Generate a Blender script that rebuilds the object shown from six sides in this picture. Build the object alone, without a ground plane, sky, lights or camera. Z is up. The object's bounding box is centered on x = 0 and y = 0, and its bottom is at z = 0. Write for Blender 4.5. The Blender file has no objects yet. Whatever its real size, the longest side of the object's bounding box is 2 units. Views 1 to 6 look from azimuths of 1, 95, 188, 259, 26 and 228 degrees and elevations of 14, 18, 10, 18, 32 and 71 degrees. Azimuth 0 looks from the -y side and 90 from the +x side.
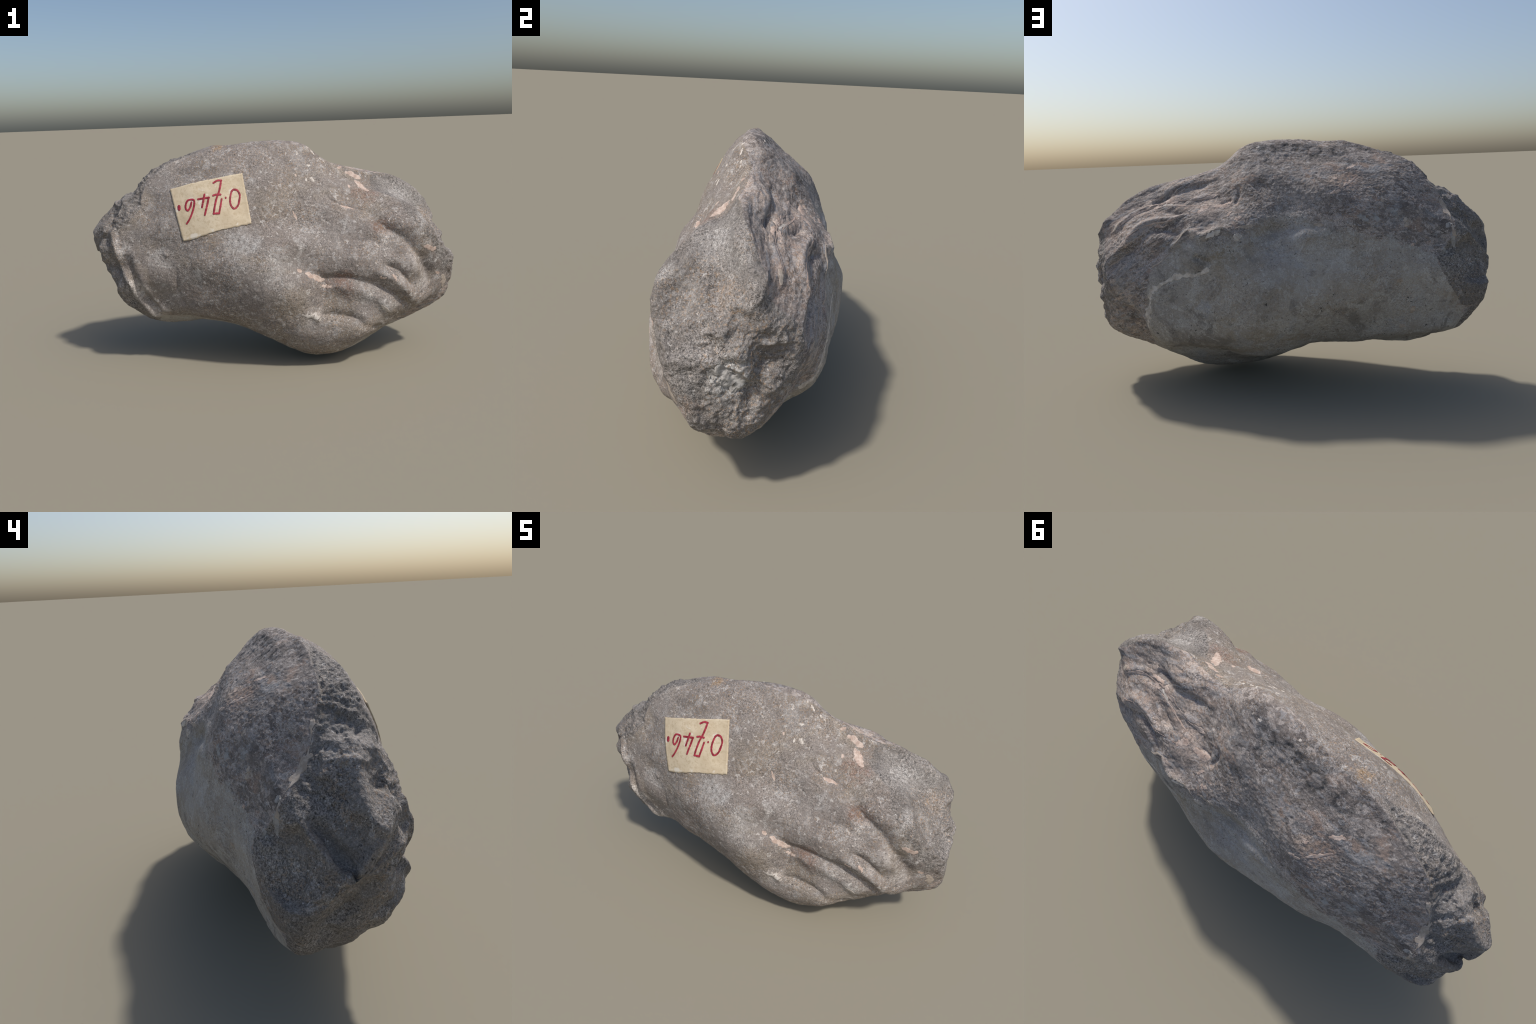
import bpy, math
import numpy as np
from mathutils import Vector
from mathutils.bvhtree import BVHTree
from mathutils.kdtree import KDTree

# ---------------------------------------------------------------- proportions
# The stone is an elongated boulder lying along x.  It is described by rings of
# radii around its long axis (from the broken right end to the broken left end),
# 24 headings per ring (starting at the rear, going over the top, front, below),
# as multiples of an ellipsoid with these half axes.
CENTRE = np.array([0.0, 0.0, 0.60])
HALF = np.array([1.0, 0.45, 0.60])
RIGHT_TIP = 0.975
LEFT_TIP = 0.966
RINGS = [
    [1.016, 0.998, 0.990, 0.983, 0.968, 0.978, 0.995, 0.993, 0.981, 0.978, 0.967, 0.964, 0.970, 0.980, 1.002, 0.999, 1.003, 1.033, 1.032, 1.000, 1.004, 1.003, 0.986, 0.973, 0.974, 0.985, 0.992, 1.004],
    [0.951, 0.968, 1.003, 0.999, 0.970, 0.949, 0.947, 0.894, 0.800, 0.887, 0.923, 0.941, 0.980, 0.994, 1.022, 1.058, 1.079, 1.066, 1.065, 1.055, 1.034, 1.025, 1.007, 0.978, 0.963, 0.979, 1.014, 0.974],
    [0.980, 1.007, 1.014, 0.979, 1.040, 1.073, 0.995, 0.919, 0.878, 0.920, 0.902, 0.879, 0.912, 0.998, 1.061, 1.079, 1.036, 1.059, 1.057, 1.127, 1.108, 1.064, 1.111, 1.106, 1.075, 1.028, 1.032, 0.990],
    [1.074, 1.029, 0.953, 0.944, 0.911, 0.924, 1.024, 0.981, 0.927, 0.881, 1.006, 1.013, 1.087, 1.124, 0.965, 0.943, 0.942, 1.063, 1.026, 1.038, 1.081, 1.069, 1.098, 1.079, 1.077, 1.050, 1.018, 1.048],
    [0.978, 0.924, 1.003, 0.916, 0.888, 0.797, 0.851, 1.006, 0.736, 0.868, 0.905, 0.878, 0.977, 0.768, 0.983, 1.037, 1.032, 1.120, 0.991, 0.948, 1.022, 1.069, 0.991, 0.952, 0.928, 0.908, 0.948, 1.013],
    [0.986, 0.821, 0.923, 0.842, 0.780, 0.845, 0.952, 0.881, 0.809, 0.774, 0.708, 0.748, 0.810, 0.831, 0.948, 0.886, 0.950, 0.913, 1.084, 0.970, 1.027, 1.007, 0.982, 1.020, 1.020, 1.073, 1.069, 1.001],
    [0.897, 0.935, 0.860, 0.889, 0.747, 0.724, 0.823, 0.893, 0.732, 0.808, 0.729, 0.786, 0.723, 0.759, 0.946, 0.907, 0.943, 1.207, 1.047, 1.049, 1.087, 1.065, 0.960, 0.920, 0.879, 1.027, 0.995, 0.910],
    [0.848, 0.921, 0.865, 0.731, 0.721, 0.784, 0.779, 0.922, 0.893, 0.778, 0.758, 0.695, 0.669, 0.769, 0.802, 0.775, 0.855, 1.100, 1.157, 1.116, 1.064, 0.985, 0.891, 0.852, 0.845, 0.949, 0.994, 0.917],
    [0.939, 0.758, 0.821, 0.796, 0.753, 0.857, 0.914, 1.070, 0.984, 0.813, 0.788, 0.684, 0.630, 0.845, 0.718, 1.007, 0.958, 1.104, 1.089, 1.071, 0.989, 0.873, 0.814, 0.843, 0.914, 0.939, 1.016, 0.941],
    [0.947, 0.734, 0.715, 0.734, 0.776, 0.858, 0.824, 1.111, 0.947, 0.862, 0.820, 0.802, 0.729, 0.888, 0.898, 1.007, 0.981, 0.988, 0.950, 0.872, 0.863, 0.804, 0.753, 0.776, 0.894, 0.882, 0.956, 0.962],
    [0.813, 0.763, 0.832, 0.732, 0.793, 0.847, 0.879, 1.022, 1.028, 0.910, 0.800, 0.748, 0.760, 0.810, 0.952, 0.932, 0.912, 0.884, 0.842, 0.798, 0.767, 0.732, 0.708, 0.707, 0.783, 0.793, 0.870, 0.900],
    [0.854, 0.793, 0.802, 0.799, 0.907, 0.854, 0.905, 1.045, 1.042, 1.012, 0.901, 0.869, 0.842, 0.814, 0.873, 0.842, 0.884, 0.839, 0.768, 0.759, 0.709, 0.688, 0.703, 0.734, 0.764, 0.781, 0.833, 0.863],
    [0.861, 0.785, 0.828, 0.877, 0.838, 0.844, 0.929, 0.973, 1.070, 0.966, 0.953, 0.882, 0.844, 0.841, 0.873, 0.813, 0.842, 0.885, 0.784, 0.783, 0.708, 0.718, 0.759, 0.806, 0.779, 0.771, 0.806, 0.847],
    [0.827, 0.833, 0.858, 0.820, 0.852, 0.910, 0.937, 1.030, 1.088, 0.978, 0.946, 0.902, 0.893, 0.827, 0.813, 0.829, 0.828, 0.857, 0.795, 0.792, 0.827, 0.880, 0.800, 0.816, 0.828, 0.779, 0.812, 0.839],
    [0.824, 0.826, 0.821, 0.833, 0.906, 0.867, 0.945, 0.983, 0.997, 1.028, 0.900, 0.892, 0.896, 0.824, 0.877, 0.929, 0.828, 0.866, 0.956, 0.890, 0.943, 1.017, 0.864, 0.899, 0.974, 0.842, 0.839, 0.803],
    [0.959, 0.870, 0.845, 0.878, 0.886, 0.880, 0.963, 0.952, 1.028, 0.968, 1.005, 0.962, 0.920, 0.941, 0.961, 0.984, 0.989, 0.971, 1.016, 0.951, 0.992, 0.942, 0.972, 1.040, 1.044, 0.962, 0.935, 0.924],
    [0.966, 0.906, 0.928, 0.990, 0.984, 0.951, 0.968, 0.971, 1.025, 0.934, 1.039, 1.018, 1.006, 0.996, 0.880, 0.874, 1.033, 0.992, 0.975, 0.952, 0.973, 0.948, 0.988, 0.993, 1.047, 1.083, 1.070, 1.024],
    [1.025, 0.997, 1.001, 0.968, 0.917, 0.894, 0.917, 0.978, 1.053, 1.059, 1.062, 0.996, 0.994, 1.016, 0.988, 0.978, 0.977, 0.960, 0.954, 0.944, 0.932, 0.918, 0.929, 0.934, 0.951, 1.002, 1.025, 1.058],
    [1.013, 1.028, 1.019, 0.984, 0.946, 0.914, 0.910, 0.954, 1.015, 1.033, 1.021, 0.978, 0.964, 0.997, 1.027, 1.009, 0.962, 0.951, 0.950, 0.944, 0.931, 0.919, 0.921, 0.929, 0.946, 0.973, 0.994, 1.011],
]

# ---------------------------------------------------------------- small maths
def spline_weights(t):
    return np.stack([(1 - t) ** 3, 3 * t ** 3 - 6 * t ** 2 + 4,
                     -3 * t ** 3 + 3 * t ** 2 + 3 * t + 1, t ** 3], -1) / 6.0


def body_radius(d):
    """Radius factor of the boulder in the (ellipsoid space) unit directions d."""
    cols = len(RINGS[0])
    grid = np.array([[RIGHT_TIP] * cols] + RINGS + [[LEFT_TIP] * cols])
    rows = len(grid)
    # rings beyond the tips are the neighbours seen across the axis
    grid = np.vstack([np.roll(grid[1], cols // 2), grid, np.roll(grid[-2], cols // 2)])
    polar = np.arccos(np.clip(d[:, 0], -1, 1)) / math.pi * (rows - 1)
    head = (np.arctan2(d[:, 2], d[:, 1]) % (2 * math.pi)) / (2 * math.pi) * cols
    i = np.clip(polar.astype(int), 0, rows - 2)
    j = head.astype(int)
    wi, wj = spline_weights(polar - i), spline_weights(head - j)
    out = np.zeros(len(d))
    for a in range(4):
        for b in range(4):
            out += wi[:, a] * wj[:, b] * grid[i + a, (j + b - 1) % cols]
    return out


def lattice_hash(i, j, k, seed):
    h = (i * 374761393 + j * 668265263 + k * 2147483647 + seed * 1274126177) & 0xFFFFFFFF
    h = ((h ^ (h >> 13)) * 1274126177) & 0xFFFFFFFF
    h = ((h ^ (h >> 15)) * 2246822519) & 0xFFFFFFFF
    return (h ^ (h >> 16)) & 0xFFFFFFFF


def noise(p, seed=0):
    """Smooth gradient noise, about -1..1."""
    c = np.floor(p).astype(np.int64)
    f = p - c
    u = f * f * f * (f * (f * 6 - 15) + 10)
    total = np.zeros(len(p))
    for a in (0, 1):
        for b in (0, 1):
            for e in (0, 1):
                h = lattice_hash(c[:, 0] + a, c[:, 1] + b, c[:, 2] + e, seed)
                g = np.stack([(h & 1023), (h >> 10) & 1023, (h >> 20) & 1023], -1) / 511.5 - 1.0
                w = (u[:, 0] if a else 1 - u[:, 0]) * (u[:, 1] if b else 1 - u[:, 1]) * (u[:, 2] if e else 1 - u[:, 2])
                total += w * (g * (f - np.array([a, b, e]))).sum(1)
    return total * 1.3


def fractal(p, octaves, seed=0, gain=0.5):
    out, amp = np.zeros(len(p)), 1.0
    for o in range(octaves):
        out += amp * noise(p * 2.0 ** o + 17.3 * o, seed + o)
        amp *= gain
    return out


def smoothstep(a, b, v):
    t = np.clip((v - a) / (b - a), 0, 1)
    return t * t * (3 - 2 * t)


def smooth_path(points, steps=8):
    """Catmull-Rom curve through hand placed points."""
    p = np.array(points, float)
    if len(p) < 3:
        return p
    p = np.vstack([2 * p[0] - p[1], p, 2 * p[-1] - p[-2]])
    out = []
    for i in range(1, len(p) - 2):
        for s in range(steps):
            t = s / steps
            out.append(0.5 * (2 * p[i] + (p[i + 1] - p[i - 1]) * t
                              + (2 * p[i - 1] - 5 * p[i] + 4 * p[i + 1] - p[i + 2]) * t * t
                              + (3 * p[i] - p[i - 1] - 3 * p[i + 1] + p[i + 2]) * t ** 3))
    out.append(p[-2])
    return np.array(out)


def path_distance(v, path):
    """Distance of the points v to a polyline, and the place 0..1 along it."""
    best, place = np.full(len(v), 1e9), np.zeros(len(v))
    lengths = np.linalg.norm(np.diff(path, axis=0), axis=1)
    run = np.concatenate([[0], np.cumsum(lengths)])
    for k in range(len(path) - 1):
        a, d = path[k], path[k + 1] - path[k]
        t = np.clip(((v - a) @ d) / max(d @ d, 1e-12), 0, 1)
        dist = np.linalg.norm(v - a - t[:, None] * d, axis=1)
        near = dist < best
        best[near] = dist[near]
        place[near] = (run[k] + t[near] * lengths[k]) / run[-1]
    return best, place

# ---------------------------------------------------------------- body mesh
def box_sphere(nx, ny, nz):
    """Unit directions and quads of a subdivided box blown up to a sphere."""
    verts, quads, start = [], [], 0
    size = (nx, ny, nz)
    for axis in range(3):
        a, b = (axis + 1) % 3, (axis + 2) % 3
        for side in (-1, 1):
            u = np.tan(np.linspace(-1, 1, size[a] + 1) * math.pi / 4)
            w = np.tan(np.linspace(-1, 1, size[b] + 1) * math.pi / 4)
            gu, gw = np.meshgrid(u, w, indexing="ij")
            p = np.zeros(gu.shape + (3,))
            p[..., axis], p[..., a], p[..., b] = side, gu, gw
            verts.append(p.reshape(-1, 3))
            n, m = gu.shape
            idx = start + np.arange(n * m).reshape(n, m)
            q = np.stack([idx[:-1, :-1], idx[1:, :-1], idx[1:, 1:], idx[:-1, 1:]], -1).reshape(-1, 4)
            quads.append(q if side > 0 else q[:, ::-1])
            start += n * m
    v, q = np.vstack(verts), np.vstack(quads)
    key = np.round(v * 1e6).astype(np.int64)
    _, first, inverse = np.unique(key, axis=0, return_index=True, return_inverse=True)
    v, q = v[first], inverse.reshape(-1)[q]
    return v / np.linalg.norm(v, axis=1)[:, None], q


def vertex_normals(v, q):
    n = np.cross(v[q[:, 2]] - v[q[:, 0]], v[q[:, 3]] - v[q[:, 1]])
    out = np.zeros_like(v)
    for c in range(4):
        for k in range(3):
            out[:, k] += np.bincount(q[:, c], n[:, k], len(v))
    return out / np.maximum(np.linalg.norm(out, axis=1), 1e-12)[:, None]


def make_mesh(name, v, faces):
    me = bpy.data.meshes.new(name)
    faces = np.asarray(faces, np.int32)
    k = faces.shape[1]
    me.vertices.add(len(v))
    me.vertices.foreach_set("co", np.asarray(v, np.float32).ravel())
    me.loops.add(faces.size)
    me.loops.foreach_set("vertex_index", faces.ravel())
    me.polygons.add(len(faces))
    me.polygons.foreach_set("loop_start", np.arange(0, faces.size, k, dtype=np.int32))
    me.polygons.foreach_set("use_smooth", np.ones(len(faces), bool))
    me.update(calc_edges=True)
    return me

# ---------------------------------------------------------------- relief
# Folds, gouges, ridges and cracks run along curves over the surface.
# (kind, half width m, height m, points).  "fold" is a round furrow or swell,
# "furrow" a swell cut in with
# a sharp bottom, "crease" a sharp crack or arris; negative heights cut in.
RELIEF = [
    # finger-like folds fanning to the lower right of the front
    ("furrow", 0.036, -0.027, [(0.48, -0.21, 0.83), (0.58, -0.26, 0.769), (0.644, -0.272, 0.722), (0.704, -0.276, 0.68), (0.752, -0.274, 0.62), (0.802, -0.248, 0.553), (0.83, -0.239, 0.50), (0.85, -0.22, 0.43)]),
    ("furrow", 0.028, -0.020, [(0.554, -0.331, 0.579), (0.609, -0.323, 0.561), (0.665, -0.313, 0.526), (0.71, -0.299, 0.482), (0.757, -0.278, 0.436)]),
    ("furrow", 0.028, -0.023, [(0.10, -0.345, 0.585), (0.178, -0.34, 0.546), (0.258, -0.334, 0.51), (0.329, -0.344, 0.514), (0.407, -0.353, 0.507), (0.487, -0.348, 0.48), (0.557, -0.327, 0.45), (0.63, -0.303, 0.405), (0.691, -0.282, 0.354), (0.75, -0.243, 0.31), (0.79, -0.20, 0.27)]),
    ("furrow", 0.030, -0.021, [(0.239, -0.365, 0.322), (0.326, -0.364, 0.319), (0.407, -0.36, 0.305), (0.471, -0.336, 0.258), (0.535, -0.291, 0.218), (0.60, -0.24, 0.185)]),
    ("fold", 0.047, 0.014, [(0.443, -0.281, 0.737), (0.564, -0.275, 0.712), (0.657, -0.276, 0.681), (0.717, -0.282, 0.612), (0.77, -0.268, 0.531), (0.817, -0.254, 0.455), (0.843, -0.241, 0.408)]),
    ("fold", 0.031, 0.015, [(0.487, -0.343, 0.56), (0.568, -0.332, 0.527), (0.639, -0.317, 0.486), (0.715, -0.287, 0.412), (0.774, -0.253, 0.342)]),
    ("fold", 0.041, 0.018, [(0.276, -0.342, 0.474), (0.38, -0.357, 0.458), (0.487, -0.35, 0.425), (0.576, -0.312, 0.36), (0.642, -0.264, 0.27)]),
    ("fold", 0.023, 0.011, [(0.14, -0.365, 0.343), (0.2, -0.365, 0.327), (0.239, -0.365, 0.291)]),
    ("crease", 0.012, -0.012, [(0.27, -0.19, 0.955), (0.349, -0.201, 0.889), (0.403, -0.194, 0.872), (0.47, -0.2, 0.844), (0.527, -0.217, 0.824), (0.578, -0.233, 0.812)]),
    # rim and gouges beside the broken left end
    ("fold", 0.020, 0.020, [(-0.855, -0.152, 0.808), (-0.854, -0.194, 0.739), (-0.829, -0.213, 0.658), (-0.806, -0.195, 0.574), (-0.77, -0.246, 0.494), (-0.735, -0.227, 0.393), (-0.683, -0.198, 0.315), (-0.624, -0.122, 0.24)]),
    ("fold", 0.022, -0.022, [(-0.78, -0.231, 0.653), (-0.764, -0.241, 0.578), (-0.733, -0.256, 0.496), (-0.691, -0.235, 0.394), (-0.619, -0.204, 0.307)]),
    ("fold", 0.020, 0.010, [(-0.697, -0.272, 0.563), (-0.693, -0.26, 0.481), (-0.649, -0.239, 0.387), (-0.579, -0.197, 0.296)]),
    ("crease", 0.012, -0.010, [(-0.5, -0.301, 0.585), (-0.512, -0.288, 0.498), (-0.496, -0.273, 0.407), (-0.441, -0.214, 0.298)]),
    ("fold", 0.028, -0.016, [(-0.913, -0.152, 0.747), (-0.882, -0.195, 0.691)]),
    ("fold", 0.014, 0.008, [(-0.57, -0.29, 0.67), (-0.55, -0.29, 0.64)]),
    # layered folds on the rear right
    ("furrow", 0.022, -0.021, [(0.335, 0.085, 1.02), (0.382, 0.096, 1.001), (0.469, 0.098, 0.976), (0.557, 0.1, 0.948), (0.646, 0.102, 0.926)]),
    ("furrow", 0.020, -0.019, [(0.381, 0.222, 0.899), (0.467, 0.215, 0.89), (0.559, 0.17, 0.881), (0.628, 0.184, 0.857), (0.688, 0.201, 0.826), (0.723, 0.23, 0.782)]),
    ("furrow", 0.034, -0.027, [(0.399, 0.289, 0.837), (0.456, 0.307, 0.801), (0.548, 0.276, 0.818), (0.623, 0.266, 0.792), (0.688, 0.275, 0.727), (0.772, 0.271, 0.673), (0.847, 0.261, 0.616)]),
    ("furrow", 0.020, -0.011, [(0.492, 0.342, 0.715), (0.552, 0.32, 0.732), (0.598, 0.316, 0.692)]),
    ("fold", 0.018, 0.012, [(0.301, 0.142, 0.974), (0.386, 0.148, 0.94), (0.51, 0.114, 0.937), (0.612, 0.117, 0.909), (0.712, 0.131, 0.881), (0.795, 0.17, 0.824), (0.846, 0.18, 0.785)]),
    ("fold", 0.020, 0.015, [(0.402, 0.248, 0.878), (0.497, 0.255, 0.858), (0.621, 0.225, 0.834), (0.699, 0.234, 0.789), (0.737, 0.257, 0.732), (0.858, 0.25, 0.628)]),
    ("fold", 0.022, 0.015, [(0.159, 0.342, 0.774), (0.238, 0.323, 0.815), (0.329, 0.337, 0.783), (0.401, 0.312, 0.807), (0.471, 0.335, 0.746), (0.537, 0.337, 0.675), (0.591, 0.326, 0.64)]),
    ("furrow", 0.013, -0.016, [(0.191, 0.164, 1.005), (0.181, 0.188, 0.96), (0.194, 0.221, 0.91)]),
    ("furrow", 0.010, -0.009, [(0.276, 0.2, 0.924), (0.214, 0.198, 0.935)]),
    ("fold", 0.050, -0.012, [(0.057, 0.181, 1.019), (0.10, 0.2, 0.98)]),
    # ledge and conchoidal hollow under the crust
    ("crease", 0.010, 0.008, [(0.123, 0.325, 0.80), (0.076, 0.28, 0.848), (-0.052, 0.264, 0.856), (-0.156, 0.28, 0.849)]),
    ("fold", 0.035, -0.014, [(0.10, 0.34, 0.765), (0.0, 0.31, 0.80), (-0.119, 0.30, 0.81), (-0.229, 0.301, 0.815)]),
    ("fold", 0.016, -0.012, [(0.374, 0.361, 0.697), (0.328, 0.364, 0.677), (0.282, 0.367, 0.671)]),
    ("crease", 0.010, -0.010, [(0.296, 0.367, 0.642), (0.353, 0.36, 0.612), (0.443, 0.351, 0.601), (0.522, 0.345, 0.57), (0.58, 0.344, 0.53), (0.607, 0.347, 0.476), (0.624, 0.346, 0.408), (0.643, 0.326, 0.353), (0.671, 0.199, 0.255)]),
    # arris along the top, from the right end to the left end
    ("crease", 0.030, 0.012, [(0.855, 0.106, 0.863), (0.8, 0.07, 0.924), (0.715, 0.028, 0.98), (0.566, -0.014, 1.015), (0.489, -0.022, 1.029), (0.413, -0.008, 1.058), (0.334, 0.01, 1.088)]),
    ("crease", 0.030, 0.009, [(0.29, -0.02, 1.12), (0.188, -0.056, 1.176), (0.084, -0.07, 1.197), (-0.045, -0.054, 1.206), (-0.193, -0.025, 1.192)]),
    ("crease", 0.022, 0.009, [(-0.193, -0.025, 1.192), (-0.252, -0.06, 1.195), (-0.338, -0.046, 1.181), (-0.436, -0.043, 1.156), (-0.513, -0.04, 1.132), (-0.587, -0.021, 1.099), (-0.649, -0.011, 1.061), (-0.698, 0.012, 1.013), (-0.743, 0.039, 0.946)]),
    ("crease", 0.020, 0.012, [(-0.761, 0.039, 0.926), (-0.815, -0.008, 0.905), (-0.848, -0.047, 0.87), (-0.89, -0.08, 0.825), (-0.9, -0.125, 0.80), (-0.908, -0.167, 0.733)]),
    ("crease", 0.022, 0.012, [(-0.45, -0.10, 1.14), (-0.517, -0.118, 1.115), (-0.64, -0.135, 1.02), (-0.70, -0.175, 0.91), (-0.78, -0.19, 0.82), (-0.87, -0.179, 0.753)]),
    # chipped hollows and steps of the broken left end
    ("fold", 0.030, -0.022, [(-0.71, -0.03, 1.01), (-0.743, -0.077, 0.981), (-0.756, -0.115, 0.955)]),
    ("fold", 0.025, -0.022, [(-0.855, -0.10, 0.86), (-0.87, -0.14, 0.81), (-0.855, -0.181, 0.77)]),
    ("fold", 0.020, -0.012, [(-0.60, -0.064, 1.098), (-0.66, -0.088, 1.052)]),
    ("furrow", 0.022, -0.034, [(-0.862, 0.12, 0.748), (-0.886, 0.081, 0.705), (-0.917, 0.054, 0.675), (-0.953, 0.03, 0.658), (-0.983, 0.012, 0.64)]),
    ("fold", 0.022, 0.016, [(-0.865, 0.117, 0.71), (-0.892, 0.088, 0.678), (-0.929, 0.063, 0.646), (-0.96, 0.04, 0.622), (-0.97, 0.011, 0.605)]),
    ("crease", 0.025, 0.012, [(-0.99, 0.035, 0.599), (-0.99, -0.006, 0.627), (-0.985, -0.054, 0.652), (-0.962, -0.114, 0.676), (-0.921, -0.169, 0.675)]),
    ("fold", 0.030, -0.020, [(-0.944, 0.013, 0.471), (-0.967, -0.029, 0.529), (-0.95, -0.084, 0.561), (-0.88, -0.15, 0.56)]),
    ("crease", 0.018, 0.010, [(-0.791, 0.092, 0.864), (-0.815, 0.145, 0.825), (-0.805, 0.17, 0.753), (-0.735, 0.207, 0.652), (-0.744, 0.218, 0.593), (-0.784, 0.221, 0.535), (-0.811, 0.224, 0.491), (-0.844, 0.217, 0.421), (-0.884, 0.168, 0.347)]),
    # steps and rims of the broken right end
    ("crease", 0.025, 0.018, [(0.855, 0.106, 0.863), (0.91, 0.132, 0.809), (0.925, 0.102, 0.759), (0.932, 0.086, 0.721)]),
    ("crease", 0.018, 0.018, [(0.841, 0.267, 0.601), (0.896, 0.208, 0.632), (0.92, 0.142, 0.625), (0.937, 0.098, 0.642), (0.96, 0.03, 0.646), (0.96, -0.024, 0.665), (0.934, -0.092, 0.647)]),
    ("crease", 0.016, 0.016, [(0.94, -0.174, 0.531), (0.98, -0.101, 0.566), (0.986, -0.035, 0.575), (0.975, 0.017, 0.57), (0.969, 0.08, 0.538), (0.954, 0.106, 0.491)]),
    ("fold", 0.030, -0.016, [(0.905, 0.20, 0.585), (0.94, 0.14, 0.54), (0.956, 0.115, 0.47), (0.957, 0.09, 0.41), (0.95, 0.085, 0.34)]),
    ("crease", 0.016, 0.012, [(0.955, 0.10, 0.43), (0.961, 0.065, 0.37), (0.946, 0.07, 0.309)]),
    ("crease", 0.016, 0.014, [(0.82, -0.225, 0.72), (0.898, -0.208, 0.634), (0.938, -0.174, 0.535), (0.983, -0.132, 0.468), (0.975, -0.107, 0.388)]),
]


def relief_height(v):
    shift = np.zeros(len(v))
    for kind, width, height, points in RELIEF:
        path = smooth_path(points)
        lo, hi = path.min(0) - 4 * width, path.max(0) + 4 * width
        near = np.nonzero(((v > lo) & (v < hi)).all(1))[0]
        p = v[near]
        wobble = np.stack([noise(p * 14, 40 + s) for s in range(3)], -1) * 0.25 * width
        dist, place = path_distance(p + wobble, path)
        ends = smoothstep(0, 0.2, place) * smoothstep(0, 0.14, 1 - place)
        ends = 0.25 * smoothstep(0, 0.03, ends) + 0.75 * ends
        if kind == "fold":
            shape = np.exp(-(dist / width) ** 2)
        elif kind == "furrow":
            shape = 0.55 * np.exp(-(dist / width) ** 2) + 0.45 * np.exp(-2.4 * dist / width)
        else:
            shape = np.exp(-1.3 * dist / width) * (dist < 4 * width)
        vary = 1 + 0.22 * noise(p * 9, 50)
        shift[near] += height * shape * ends * vary
    return shift


# Faint loops of a worn number on the rear top: (place, radius)
MARKS = [((0.055, 0.051, 1.164), 0.030), ((-0.169, 0.034, 1.152), 0.036), ((-0.179, 0.077, 1.103), 0.024), ((-0.29, 0.025, 1.146), 0.034),
         ((-0.076, 0.033, 1.167), 0.016), ((0.047, 0.1, 1.109), 0.014), ((-0.031, 0.029, 1.177), 0.012)]


def mark_height(v):
    shift = np.zeros(len(v))
    for place, radius in MARKS:
        near = np.nonzero(np.linalg.norm(v - place, axis=1) < radius + 0.05)[0]
        p = v[near]
        off = np.linalg.norm(p - place, axis=1) - radius * (1 + 0.5 * noise(p * 22, 60))
        shift[near] -= 0.0022 * np.exp(-(off / 0.009) ** 2) * smoothstep(-0.45, 0.1, noise(p * 16, 61))
    return shift


# Broken planes: corners of flat faces, and how flat they are
PLANES = [
    ("left dark plane", 0.8, [(-0.844, 0.062, 0.851), (-0.945, -0.038, 0.769), (-0.947, -0.131, 0.717), (-0.972, -0.002, 0.645), (-0.878, 0.108, 0.768)]),
    ("left low plane", 0.8, [(-0.763, 0.217, 0.656), (-0.870, 0.132, 0.748), (-0.962, 0.014, 0.621), (-0.981, 0.067, 0.514), (-0.919, 0.179, 0.518), (-0.841, 0.219, 0.539)]),
    ("left edge plane", 0.8, [(-0.974, -0.001, 0.632), (-0.941, -0.155, 0.682), (-0.850, -0.161, 0.526), (-0.958, 0.012, 0.460), (-0.908, 0.153, 0.362), (-0.917, 0.175, 0.404)]),
    ("left under plane", 0.7, [(-0.785, -0.230, 0.537), (-0.853, -0.192, 0.444), (-0.900, -0.019, 0.362), (-0.954, 0.058, 0.429), (-0.919, -0.121, 0.547)]),
    ("shoulder plane", 0.5, [(0.574, -0.004, 1.015), (0.899, 0.127, 0.808), (0.929, 0.078, 0.727), (0.829, -0.134, 0.759), (0.697, -0.213, 0.826), (0.612, -0.115, 0.931)]),
    ("right upper plane", 0.4, [(0.810, -0.245, 0.755), (0.848, -0.119, 0.745), (0.928, 0.098, 0.729), (0.903, 0.163, 0.632), (0.972, -0.015, 0.592), (0.951, -0.179, 0.565)]),
    ("right low plane", 0.7, [(0.985, -0.138, 0.552), (0.980, -0.034, 0.571), (0.972, 0.091, 0.522), (0.943, 0.095, 0.321), (0.991, -0.061, 0.349)]),
    ("scraped top", 0.30, [(0.205, 0.002, 1.168), (0.117, -0.065, 1.172), (-0.125, -0.055, 1.196), (-0.370, -0.038, 1.165), (-0.573, -0.020, 1.102), (-0.559, 0.10, 1.00), (-0.238, 0.12, 1.09), (-0.005, 0.12, 1.11), (0.162, 0.08, 1.10)]),
]


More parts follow.
